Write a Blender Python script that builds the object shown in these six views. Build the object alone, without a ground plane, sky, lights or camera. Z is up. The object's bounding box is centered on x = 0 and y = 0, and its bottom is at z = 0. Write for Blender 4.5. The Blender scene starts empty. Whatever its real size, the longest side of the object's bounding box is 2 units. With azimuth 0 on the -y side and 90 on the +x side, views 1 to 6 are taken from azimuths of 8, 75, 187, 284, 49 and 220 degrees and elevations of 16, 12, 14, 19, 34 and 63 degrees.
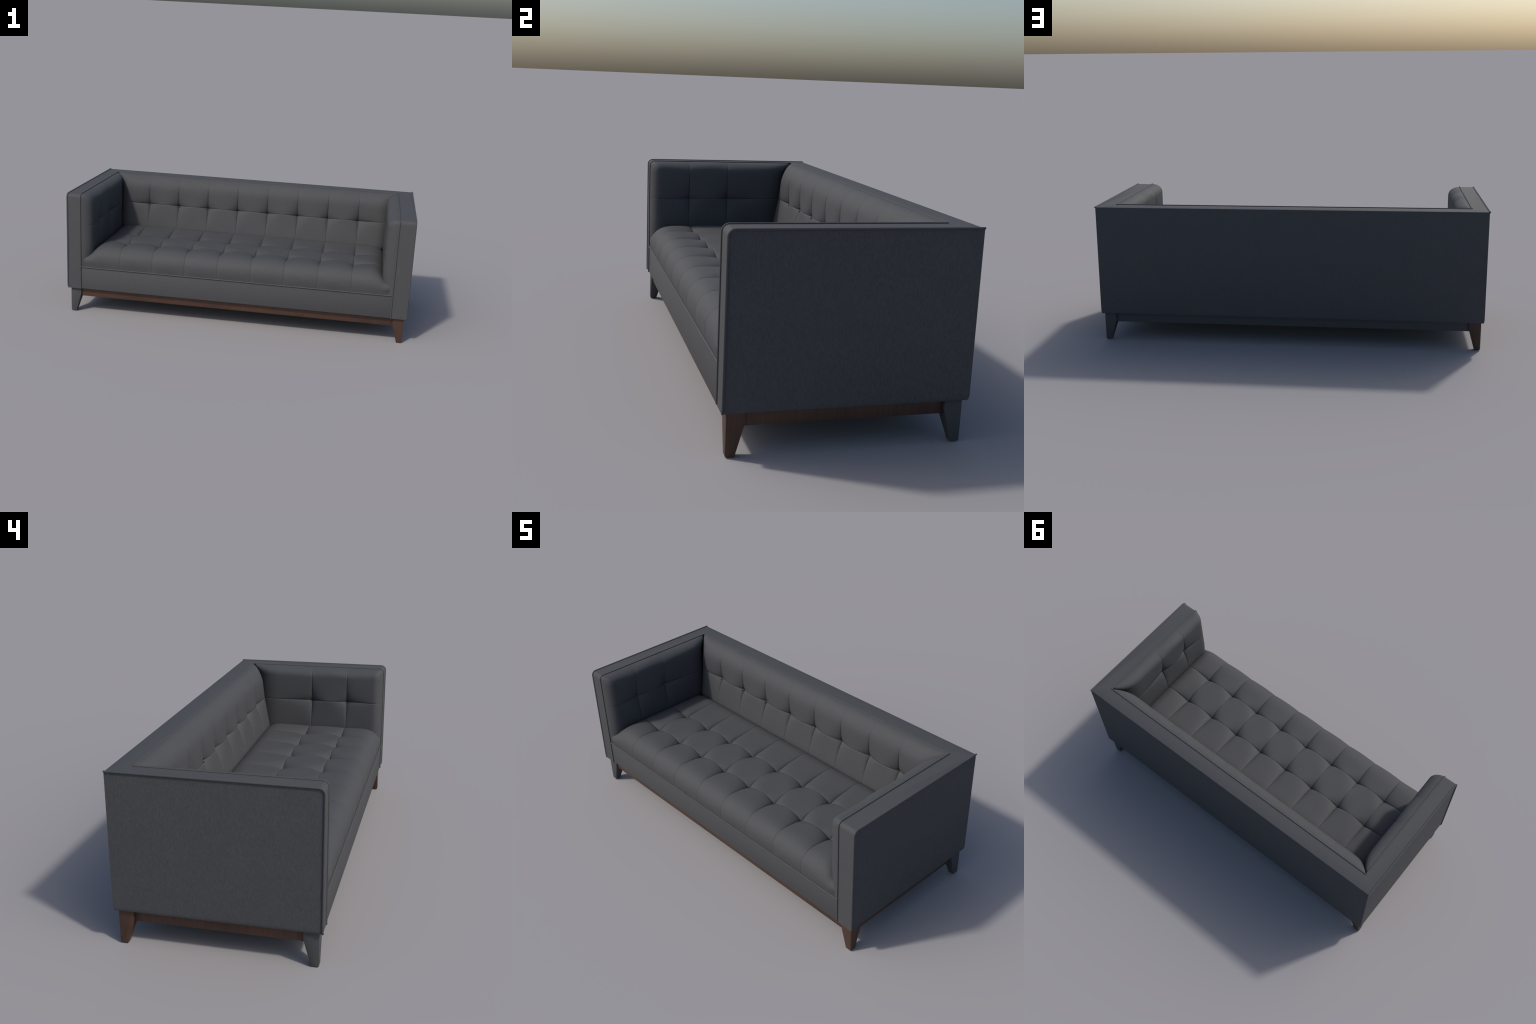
"""Tufted three-seat sofa: shelter-arm frame, tufted cushions, wooden plinth on tapered legs."""
import bpy, bmesh, math
from mathutils import Vector, noise

# ------------------------------------------------------------------ sizes (metres)
XO = 0.9948                   # outer face of the arms
CX = -0.0056                  # the upholstered inside sits a touch off centre
XI = 0.912                    # half width between the arms, about CX
YF, YB, YI = -0.408, 0.4117, 0.327   # front, back, inner face of the backrest
Z0, Z1 = 0.146, 0.7160        # underside and top of the upholstered frame
R_TOP = 0.022                 # rounded front-top corner of the arms
Z_WELT = 0.2805               # welt between seat cushion and front rail
DX = 0.1932                   # tufting pitch along the sofa
TUFT_X = [CX + DX * (i - 3.5) for i in range(8)]
TUFT_Y = [-0.2165, -0.0200]   # two tuft rows on the seat
TUFT_Z = 0.536                # tuft row on back and arms
ARM_Y = [-0.2160, -0.0220]
Q, QW = 1.00, 0.94            # how sharply a seam dips into its button: seat, walls


# ------------------------------------------------------------------ materials
def node(nt, kind, **kw):
    n = nt.nodes.new(kind)
    for k, v in kw.items():
        setattr(n, k, v)
    return n


def fabric(name, base, spread, streak, rough=0.72, spec=0.22):
    """Woven upholstery: fine fibres drawn out along one axis, over a faint mottling."""
    m = bpy.data.materials.new(name)
    m.use_nodes = True
    nt = m.node_tree
    bs = nt.nodes["Principled BSDF"]
    tc = node(nt, "ShaderNodeTexCoord")
    mp = node(nt, "ShaderNodeMapping")
    mp.inputs["Scale"].default_value = streak
    fib = node(nt, "ShaderNodeTexNoise")
    fib.inputs["Scale"].default_value = 1.0
    fib.inputs["Detail"].default_value = 3.0
    fib.inputs["Roughness"].default_value = 0.62
    blot = node(nt, "ShaderNodeTexNoise")
    blot.inputs["Scale"].default_value = 9.0
    blot.inputs["Detail"].default_value = 4.0
    nt.links.new(tc.outputs["Object"], mp.inputs["Vector"])
    nt.links.new(mp.outputs["Vector"], fib.inputs["Vector"])
    nt.links.new(tc.outputs["Object"], blot.inputs["Vector"])
    mix = node(nt, "ShaderNodeMath", operation="MULTIPLY_ADD")
    mix.inputs[1].default_value = 0.12
    nt.links.new(blot.outputs["Fac"], mix.inputs[0])
    sc = node(nt, "ShaderNodeMath", operation="MULTIPLY")
    sc.inputs[1].default_value = 0.88
    nt.links.new(fib.outputs["Fac"], sc.inputs[0])
    nt.links.new(sc.outputs[0], mix.inputs[2])
    ramp = node(nt, "ShaderNodeValToRGB")
    lo = [c * (1 - spread) for c in base]
    hi = [c * (1 + spread) for c in base]
    ramp.color_ramp.elements[0].position = 0.33
    ramp.color_ramp.elements[1].position = 0.67
    ramp.color_ramp.elements[0].color = (*lo, 1)
    ramp.color_ramp.elements[1].color = (*hi, 1)
    nt.links.new(mix.outputs[0], ramp.inputs["Fac"])
    nt.links.new(ramp.outputs["Color"], bs.inputs["Base Color"])
    bp = node(nt, "ShaderNodeBump")
    bp.inputs["Strength"].default_value = 0.12
    bp.inputs["Distance"].default_value = 0.001
    nt.links.new(fib.outputs["Fac"], bp.inputs["Height"])
    nt.links.new(bp.outputs["Normal"], bs.inputs["Normal"])
    bs.inputs["Roughness"].default_value = rough
    bs.inputs["Specular IOR Level"].default_value = spec
    return m


def wood(name):
    """Walnut: dark and reddish streaks standing upright on the aprons and legs."""
    m = bpy.data.materials.new(name)
    m.use_nodes = True
    nt = m.node_tree
    bs = nt.nodes["Principled BSDF"]
    tc = node(nt, "ShaderNodeTexCoord")
    mp = node(nt, "ShaderNodeMapping")
    mp.inputs["Scale"].default_value = (140, 140, 9)
    grain = node(nt, "ShaderNodeTexNoise")
    grain.inputs["Scale"].default_value = 1.0
    grain.inputs["Detail"].default_value = 4.0
    nt.links.new(tc.outputs["Object"], mp.inputs["Vector"])
    nt.links.new(mp.outputs["Vector"], grain.inputs["Vector"])
    wide = node(nt, "ShaderNodeTexNoise")
    wide.inputs["Scale"].default_value = 5.0
    nt.links.new(tc.outputs["Object"], wide.inputs["Vector"])
    add = node(nt, "ShaderNodeMath", operation="MULTIPLY_ADD")
    add.inputs[1].default_value = 0.5
    half = node(nt, "ShaderNodeMath", operation="MULTIPLY")
    half.inputs[1].default_value = 0.5
    nt.links.new(grain.outputs["Fac"], half.inputs[0])
    nt.links.new(wide.outputs["Fac"], add.inputs[0])
    nt.links.new(half.outputs[0], add.inputs[2])
    ramp = node(nt, "ShaderNodeValToRGB")
    e = ramp.color_ramp.elements
    e[0].position, e[0].color = 0.34, (0.049, 0.0242, 0.0155, 1)
    e[1].position, e[1].color = 0.68, (0.086, 0.0430, 0.0275, 1)
    mid = e.new(0.52)
    mid.color = (0.068, 0.0335, 0.0213, 1)
    nt.links.new(add.outputs[0], ramp.inputs["Fac"])
    nt.links.new(ramp.outputs["Color"], bs.inputs["Base Color"])
    bs.inputs["Roughness"].default_value = 0.5
    bs.inputs["Specular IOR Level"].default_value = 0.4
    return m


def plain(name, col, rough=0.8):
    m = bpy.data.materials.new(name)
    m.use_nodes = True
    nt = m.node_tree
    bs = nt.nodes["Principled BSDF"]
    tc = node(nt, "ShaderNodeTexCoord")
    n = node(nt, "ShaderNodeTexNoise")
    n.inputs["Scale"].default_value = 120
    ramp = node(nt, "ShaderNodeValToRGB")
    ramp.color_ramp.elements[0].color = (*[c * 0.85 for c in col], 1)
    ramp.color_ramp.elements[1].color = (*[c * 1.15 for c in col], 1)
    nt.links.new(tc.outputs["Object"], n.inputs["Vector"])
    nt.links.new(n.outputs["Fac"], ramp.inputs["Fac"])
    nt.links.new(ramp.outputs["Color"], bs.inputs["Base Color"])
    bs.inputs["Roughness"].default_value = rough
    return m


GREY = (0.0660, 0.0678, 0.0716)
FAB_SHELL = fabric("shell_fabric", GREY, 0.10, (300, 300, 110))
FAB_PANEL = fabric("side_panel_fabric", GREY, 0.17, (290, 290, 90))
FAB_CUSH = fabric("cushion_fabric", GREY, 0.08, (240, 240, 60))
FAB_WELT = fabric("welt_fabric", GREY, 0.10, (200, 200, 200))
WOOD = wood("walnut")
DARK = plain("thread_hole", (0.004, 0.004, 0.004), 1.0)
LINING = plain("dust_cover", (0.03, 0.03, 0.032), 0.95)


# ------------------------------------------------------------------ helpers
def obj(name, mesh, parent, mat):
    o = bpy.data.objects.new(name, mesh)
    bpy.context.scene.collection.objects.link(o)
    o.parent = parent
    if mat:
        mesh.materials.append(mat)
    return o


def finish(bm, name, angle=40):
    me = bpy.data.meshes.new(name)
    bm.normal_update()
    bm.to_mesh(me)
    bm.free()
    me.polygons.foreach_set("use_smooth", [True] * len(me.polygons))
    me.set_sharp_from_angle(angle=math.radians(angle))
    return me


def box(name, lo, hi, parent, mat, bevel=0.0, seg=2):
    bm = bmesh.new()
    bmesh.ops.create_cube(bm, size=1.0)
    for v in bm.verts:
        v.co = Vector([lo[i] + (v.co[i] + 0.5) * (hi[i] - lo[i]) for i in range(3)])
    if bevel:
        bmesh.ops.bevel(bm, geom=bm.edges[:], offset=bevel, segments=seg, profile=0.5, affect="EDGES")
    return obj(name, finish(bm, name), parent, mat)


def tube(name, pts, rad, parent, mat, sides=10, up=None):
    """Round cord along a polyline, mitred at its corners, capped at both ends."""
    bm = bmesh.new()
    rings = []
    n = len(pts)
    for i, p in enumerate(pts):
        a = (p - pts[i - 1]).normalized() if i else (pts[1] - p).normalized()
        b = (pts[i + 1] - p).normalized() if i < n - 1 else a
        t = (a + b).normalized()
        ref = Vector(up)
        s = t.cross(ref).normalized()
        k = 1.0 / max(0.5, t.dot(a))          # widen at a mitre
        w = s.cross(t).normalized()
        # the mitre widening lies in the plane of the bend
        bend = (b - a)
        ring = []
        for j in range(sides):
            ang = 2 * math.pi * j / sides
            d = s * math.cos(ang) * rad + w * math.sin(ang) * rad
            if bend.length > 1e-4:
                bn = bend.normalized()
                d += bn * d.dot(bn) * (k - 1)
            ring.append(bm.verts.new(p + d))
        rings.append(ring)
    for r0, r1 in zip(rings, rings[1:]):
        for j in range(sides):
            bm.faces.new((r0[j], r0[(j + 1) % sides], r1[(j + 1) % sides], r1[j]))
    bm.faces.new(rings[0])
    bm.faces.new(list(reversed(rings[-1])))
    bmesh.ops.recalc_face_normals(bm, faces=bm.faces[:])
    return obj(name, finish(bm, name, 60), parent, mat)


def smooth01(x):
    x = min(1.0, max(0.0, x))
    return x * x * (3 - 2 * x)


def round_edge(d, r):
    """Quarter-ellipse rise from 0 at an edge to 1 at distance r from it."""
    if d >= r:
        return 1.0
    d = max(0.0, d) / r
    return math.sqrt(max(0.0, 1 - (1 - d) ** 2))


def cell(p, seams, lo, hi, q):
    """0 on a seam, 1 in the middle of a puff or at a free border."""
    if p <= seams[0]:
        t = (seams[0] - p) / (seams[0] - lo)
        return math.sin(0.5 * math.pi * min(1, t)) ** q
    if p >= seams[-1]:
        t = (p - seams[-1]) / (hi - seams[-1])
        return math.sin(0.5 * math.pi * min(1, t)) ** q
    for s0, s1 in zip(seams, seams[1:]):
        if s0 <= p <= s1:
            return max(0.0, math.sin(math.pi * (p - s0) / (s1 - s0))) ** q
    return 1.0


def groove(p, seams, depth=0.0016, width=0.0014):
    d = min(abs(p - s) for s in seams)
    return depth * math.exp(-(d / width) ** 2)


def near(p, seams):
    return min(abs(p - q) for q in seams)


def tuft(a, b, du, dv, hs, lam=0.026):
    """Height over the button.  The seams arch from button to button; off the seams the cloth
    springs back within a few centimetres, which leaves short creases running out of each button."""
    m = du * dv / (du + dv + 1e-6)
    pinch = (1 - a) * (1 - b) * math.exp(-m / lam)
    pocket = 0.0105 * math.exp(-math.sqrt(du * du + dv * dv) / 0.0125)
    return hs * (1 - pinch) - pocket


def samples(breaks, n, lo_free=False, hi_free=False):
    """Parameter values between breaks, crowded towards each break."""
    out = [breaks[0]]
    for s0, s1 in zip(breaks, breaks[1:]):
        for k in range(1, n + 1):
            out.append(s0 + (s1 - s0) * 0.5 * (1 - math.cos(math.pi * k / n)))
    return out


def surface(name, us, vs, fn, parent, mat, flip=False):
    bm = bmesh.new()
    grid = [[bm.verts.new(fn(u, v)) for v in vs] for u in us]
    for i in range(len(us) - 1):
        for j in range(len(vs) - 1):
            f = (grid[i][j], grid[i + 1][j], grid[i + 1][j + 1], grid[i][j + 1])
            bm.faces.new(tuple(reversed(f)) if flip else f)
    return obj(name, finish(bm, name, 75), parent, mat)


def ripple(p, k, amp):
    return amp * noise.noise(Vector(p) * k)


# ------------------------------------------------------------------ root
sofa = bpy.data.objects.new("sofa", None)
bpy.context.scene.collection.objects.link(sofa)
sofa["label"] = "dark grey tufted sofa with box arms and walnut legs"
sofa["category"] = "sofa"


# ------------------------------------------------------------------ upholstered frame: arms + backrest
def frame():
    bm = bmesh.new()
    plan = [(-XO, YF), (-XO, YB), (XO, YB), (XO, YF), (CX + XI, YF), (CX + XI, YI), (CX - XI, YI), (CX - XI, YF)]
    rings = []
    for dz, inset in ((0.0, 0.0040), (0.003, 0.0024), (0.009, 0.0010), (0.018, 0.0)):
        ring = []                                   # the lower outer edge draws in gently
        for x, y in plan:
            x = math.copysign(XO - inset, x) if abs(abs(x) - XO) < 1e-6 else x
            y = YB - inset if abs(y - YB) < 1e-6 else y
            ring.append(bm.verts.new((x, y, Z0 + dz)))
        rings.append(ring)
    rings.append([bm.verts.new((x, y, Z1)) for x, y in plan])
    for ring, rev in ((rings[-1], True), (rings[0], False)):
        for q in ((0, 1, 6, 7), (1, 2, 5, 6), (2, 3, 4, 5)):
            f = [ring[k] for k in q]
            bm.faces.new(list(reversed(f)) if rev else f)
    for r0, r1 in zip(rings, rings[1:]):
        for k in range(8):
            j = (k + 1) % 8
            bm.faces.new((r0[k], r1[k], r1[j], r0[j]))
    bmesh.ops.recalc_face_normals(bm, faces=bm.faces[:])

    def edges(test):
        return [e for e in bm.edges if all(test(v.co) for v in e.verts)]

    top_front = edges(lambda c: abs(c.y - YF) < 1e-5 and abs(c.z - Z1) < 1e-5)
    bmesh.ops.bevel(bm, geom=top_front, offset=R_TOP, segments=6, profile=0.5, affect="EDGES")
    back_top = [e for e in bm.edges if all(abs(v.co.z - Z1) < 1e-5 and abs(v.co.y - YB) < 1e-5 for v in e.verts)]
    bmesh.ops.bevel(bm, geom=back_top, offset=0.004, segments=3, profile=0.5, affect="EDGES")
    bm.normal_update()

    def region(f):
        c = f.calc_center_median()
        if abs(f.normal.x) > 0.6 and abs(c.x) > XO - 0.006:
            return -2 if c.x < 0 else 2                 # outer side panel, framed by the welt
        xi = XI + CX if c.x > 0 else XI - CX
        m = (YB - YI) / (XO - xi)
        if c.y > YI + (abs(c.x) - xi) * m + 1e-4 and abs(c.x) < XO - 1e-3:
            return 0
        if abs(c.x) < xi + 1e-3 and c.y > YF + 0.03 and abs(f.normal.y) > 0.5:
            return 0
        return -1 if c.x < 0 else 1

    out = {}
    for key, name in ((0, "backrest"), (-1, "arm"), (1, "arm"), (-2, "side_panel"), (2, "side_panel")):
        part = bm.copy()
        kill = [f for f in part.faces if region(f) != key]
        bmesh.ops.delete(part, geom=kill, context="FACES")
        out[key] = obj(name, finish(part, name, 38), out[key // 2] if abs(key) == 2 else sofa,
                       FAB_PANEL if abs(key) == 2 else FAB_SHELL)
    bm.free()
    return out


parts = frame()


def arm_outline(x, y_end, lift, tuck=0.0):
    """Cord path on an arm: up the front edge, round the corner, back along the top."""
    inward = -math.copysign(tuck, x)
    pts = [Vector((x + inward * k, YF - lift, Z0 + dz)) for k, dz in ((1, 0.0008), (0.62, 0.0035), (0.28, 0.009), (0, 0.020))]
    pts.append(Vector((x, YF - lift, Z1 - R_TOP)))
    for k in range(1, 8):
        a = math.pi / 2 * k / 8
        pts.append(Vector((x, YF + R_TOP - (R_TOP + lift) * math.cos(a), Z1 - R_TOP + (R_TOP + lift) * math.sin(a))))
    pts.append(Vector((x, YF + R_TOP, Z1 + lift)))
    pts.append(Vector((x, y_end, Z1 + lift)))
    return pts


for side in (-1, 1):
    tube("piping", arm_outline(side * (XO + 0.0010), YB + 0.0004, 0.0, 0.0065), 0.0042, parts[side], FAB_WELT, up=(1, 0, 0))
    tube("piping", arm_outline(CX + side * XI, YI, 0.0011), 0.0036, parts[side], FAB_WELT, up=(1, 0, 0))
tube("piping", [Vector((CX - XI, YI, Z1 + 0.0006)), Vector((CX + XI, YI, Z1 + 0.0006))], 0.0034, parts[0], FAB_WELT, up=(0, 0, 1))

# ------------------------------------------------------------------ front rail, underside
rail = box("front_rail", (CX - XI + 0.001, YF + 0.0005, Z0 + 0.0005), (CX + XI - 0.001, YF + 0.03, Z_WELT), sofa, FAB_SHELL, 0.003)
tube("piping", [Vector((CX - XI + 0.003, YF, Z_WELT)), Vector((CX + XI - 0.003, YF, Z_WELT))], 0.0040, rail, FAB_WELT, up=(0, 0, 1))
box("dust_cover", (-XI - 0.05, YF + 0.006, Z0 + 0.002), (XI + 0.05, YI + 0.05, Z0 + 0.012), sofa, LINING)

# ------------------------------------------------------------------ seat cushion
SEAT_CTRL = [(0.300, 0.3835), (0.225, 0.3835), (0.10, 0.3835), (-0.10, 0.3835), (-0.255, 0.3835), (-0.324, 0.3815),
             (-0.364, 0.370), (-0.390, 0.347), (-0.4015, 0.318), (-0.4045, 0.296), (-0.4055, 0.279)]


def catmull(ctrl, n):
    pts = []
    c = [Vector(p) for p in ctrl]
    c = [2 * c[0] - c[1]] + c + [2 * c[-1] - c[-2]]
    for i in range(1, len(c) - 2):
        for k in range(n):
            t = k / n
            p0, p1, p2, p3 = c[i - 1:i + 3]
            pts.append(0.5 * ((2 * p1) + (p2 - p0) * t + (2 * p0 - 5 * p1 + 4 * p2 - p3) * t * t
                              + (3 * p1 - p0 - 3 * p2 + p3) * t ** 3))
    pts.append(c[-2])
    return pts


SEAT = catmull(SEAT_CTRL, 24)
SEAT_S = [0.0]
for a_, b_ in zip(SEAT, SEAT[1:]):
    SEAT_S.append(SEAT_S[-1] + (b_ - a_).length)
S_END = SEAT_S[-1]


def seat_frame(s):
    s = min(max(s, 0.0), S_END - 1e-6)
    lo, hi = 0, len(SEAT_S) - 1
    while hi - lo > 1:
        mid = (lo + hi) // 2
        if SEAT_S[mid] <= s:
            lo = mid
        else:
            hi = mid
    t = (s - SEAT_S[lo]) / (SEAT_S[hi] - SEAT_S[lo])
    p = SEAT[lo].lerp(SEAT[hi], t)
    i0, i1 = max(0, lo - 6), min(len(SEAT) - 1, hi + 6)
    d = (SEAT[i1] - SEAT[i0]).normalized()
    return p, Vector((d.y, -d.x))        # outward normal (y, z)


ROW_S = [0.300 - TUFT_Y[1], 0.300 - TUFT_Y[0]]
X_END = XI - 0.001
S_BACK = ROW_S[0] - (ROW_S[1] - ROW_S[0]) * 1.25


def seat_point(x, s):
    p, n = seat_frame(s)
    a = cell(x, TUFT_X, CX - DX * 4.5, CX + DX * 4.5, Q)
    b = cell(s, ROW_S, S_BACK, ROW_S[1] + 0.17, Q)
    h = tuft(a, b, near(x, TUFT_X), near(s, ROW_S), 0.0262)
    front = smooth01((S_END - s) / 0.13) ** 0.75
    h = h * front + 0.0035 * (a - 0.65) * smooth01((s - ROW_S[1] - 0.04) / 0.06) * smooth01((S_END - s) / 0.05)
    h -= groove(x, TUFT_X) * min(1, (S_END - s) / 0.01)
    h -= groove(s, ROW_S)
    h -= 0.075 * (1 - round_edge(XI - 0.052 - abs(x - CX), 0.085)) * smooth01((S_END - s - 0.035) / 0.11)
    h -= 0.010 * (1 - smooth01((XI - abs(x - CX)) / 0.050)) * (1 - front) * min(1.0, (S_END - s) / 0.012)
    h -= 0.070 * (1 - round_edge(s - 0.066, 0.085))
    h += ripple((x, s, 0.3), 11.0, 0.0012) * front
    y, z = p.x + n.x * h, p.y + n.y * h
    return Vector((x, y, z))


seat_u = samples([CX - X_END] + TUFT_X + [CX + X_END], 22)
seat_v = samples([0.0] + ROW_S + [S_END], 28)
surface("seat_cushion", seat_u, seat_v, seat_point, sofa, FAB_CUSH, flip=True)


# ------------------------------------------------------------------ back cushion
def back_point(x, z):
    a = cell(x, TUFT_X, CX - DX * 4.5, CX + DX * 4.5, QW)
    b = cell(z, [TUFT_Z], 0.385, 0.690, QW)
    t = 0.0665 + (TUFT_Z - z) * (0.185 if z < TUFT_Z else 0.125)
    h = tuft(a, b, near(x, TUFT_X), near(z, [TUFT_Z]), 0.0235) - groove(x, TUFT_X) - groove(z, [TUFT_Z])
    h += ripple((x, 3.1, z), 10.0, 0.0012)
    upper = smooth01((z - 0.64) / 0.06)
    d = min(1.0, max(0.0, (Z1 - z) / 0.105))           # one convex sweep from the tuft row up to the welt
    top, end = math.sqrt(1 - (1 - d) ** 2.5), round_edge(XI - 0.003 - 0.015 * smooth01((Z1 - z) / 0.06) - abs(x - CX), 0.095)
    lift = upper * top * end * (0.0055 * a - 0.0025) + 0.25 * h * (1 - upper)
    low = round_edge(z - 0.330, 0.055)
    return Vector((x, YI - (t + h) * top * end * low, z + lift))


back_u = samples([CX - XI] + TUFT_X + [CX + XI], 22)
back_v = samples([0.335, TUFT_Z], 24)[:-1] + samples([TUFT_Z, Z1 - 0.0001], 30)
back_cushion = surface("back_cushion", back_u, back_v, back_point, sofa, FAB_CUSH)


# ------------------------------------------------------------------ arm cushions
def arm_point(side, y, z):
    a = cell(y, ARM_Y, YF, ARM_Y[1] + 0.25, QW)
    b = cell(z, [TUFT_Z], 0.375, 0.695, QW)
    h = tuft(a, b, near(y, ARM_Y), near(z, [TUFT_Z]), 0.0215) - groove(y, ARM_Y) - groove(z, [TUFT_Z])
    h += ripple((5.7 * side, y, z), 10.0, 0.0012)
    upper = smooth01((z - 0.64) / 0.06)
    low = 1 - smooth01((z - 0.29) / 0.14)               # tapers away behind the seat roll
    top, front = round_edge(Z1 - z, 0.046), round_edge(y - YF - 0.001 * low, 0.046 + 0.026 * low)
    rear = round_edge(YI - 0.010 - 0.026 * smooth01((Z1 - z) / 0.06) - y, 0.120)
    t = (0.0440 + 0.0004 * side + h) * top * front * rear
    in_corner = max(0.0, R_TOP - (y - YF))              # follow the rounded front corner of the arm
    z -= (R_TOP - math.sqrt(max(0.0, R_TOP ** 2 - in_corner ** 2))) * smooth01((z - 0.58) / 0.13)
    return Vector((CX + side * (XI - t), y, z + upper * top * front * rear * (0.0080 * a - 0.0020)))


arm_u = samples([YF] + ARM_Y + [YI], 28)
arm_v = samples([0.27, TUFT_Z], 24)[:-1] + samples([TUFT_Z, Z1], 30)
for side in (-1, 1):
    surface("arm_cushion", arm_u, arm_v, lambda y, z, s=side: arm_point(s, y, z), parts[side], FAB_CUSH, flip=(side < 0))

# ------------------------------------------------------------------ button thread holes round some back tufts
hole_bm = bmesh.new()
bmesh.ops.create_icosphere(hole_bm, subdivisions=2, radius=0.0031)
hole_mesh = finish(hole_bm, "button_hole", 180)
hole_mesh.materials.append(DARK)
SHOWN = {0: ((-1, -1),), 1: ((-1, 1), (1, 1), (-1, -1), (1, -1)), 2: ((1, 1), (-1, -1), (1, -1)),
         3: ((-1, 1), (1, 1)), 4: ((-1, 1), (1, 1)), 5: ((-1, 1), (1, 1))}
for i, quad in SHOWN.items():
    for sx, sz in quad:
        o = bpy.data.objects.new("button_hole", hole_mesh)
        bpy.context.scene.collection.objects.link(o)
        o.parent = back_cushion
        o.location = Vector((0, -0.0012, 0)) + back_point(TUFT_X[i] + sx * 0.0074, TUFT_Z + sz * 0.0074)

# ------------------------------------------------------------------ wooden base
LX, LY = 0.981, 0.394
for sx in (-1, 1):
    for sy in (-1, 1):
        bm = bmesh.new()
        rings = []
        #  height, width of the square section; the two outer faces stay upright
        for z, w, ch in ((Z0 + 0.0015, 0.061, 0), (0.112, 0.061, 0), (0.106, 0.0597, 0), (0.0045, 0.0315, 0), (0.0, 0.0300, 0.0015)):
            xs, ys = (LX - ch, LX - w), (LY - ch, LY - w)
            ring = [bm.verts.new((sx * x, sy * y, z)) for x, y in ((xs[0], ys[0]), (xs[1], ys[0]), (xs[1], ys[1]), (xs[0], ys[1]))]
            rings.append(ring)
        for r0, r1 in zip(rings, rings[1:]):
            for j in range(4):
                bm.faces.new((r0[j], r0[(j + 1) % 4], r1[(j + 1) % 4], r1[j]))
        bm.faces.new(rings[0])
        bm.faces.new(rings[-1])
        upright = [e for e in bm.edges if abs(e.verts[0].co.z - e.verts[1].co.z) > 1e-3]
        bmesh.ops.bevel(bm, geom=upright, offset=0.0016, segments=2, profile=0.5, affect="EDGES")
        bmesh.ops.recalc_face_normals(bm, faces=bm.faces[:])
        obj("leg", finish(bm, "leg", 35), sofa, FAB_SHELL if sx * sy > 0 else WOOD)

AZ, AT = 0.0955, 0.020
AX, AY = 0.968, 0.385
box("apron", (-LX + 0.057, -AY, AZ), (LX - 0.057, -AY + AT, Z0 + 0.001), sofa, WOOD, 0.001)
box("apron", (-LX + 0.057, AY - AT, AZ), (LX - 0.057, AY, Z0 + 0.001), sofa, FAB_SHELL, 0.001)
for s in (-1, 1):
    box("apron", (min(s * AX, s * (AX - AT)), -LY + 0.057, AZ), (max(s * AX, s * (AX - AT)), LY - 0.057, Z0 + 0.001), sofa, WOOD, 0.001)
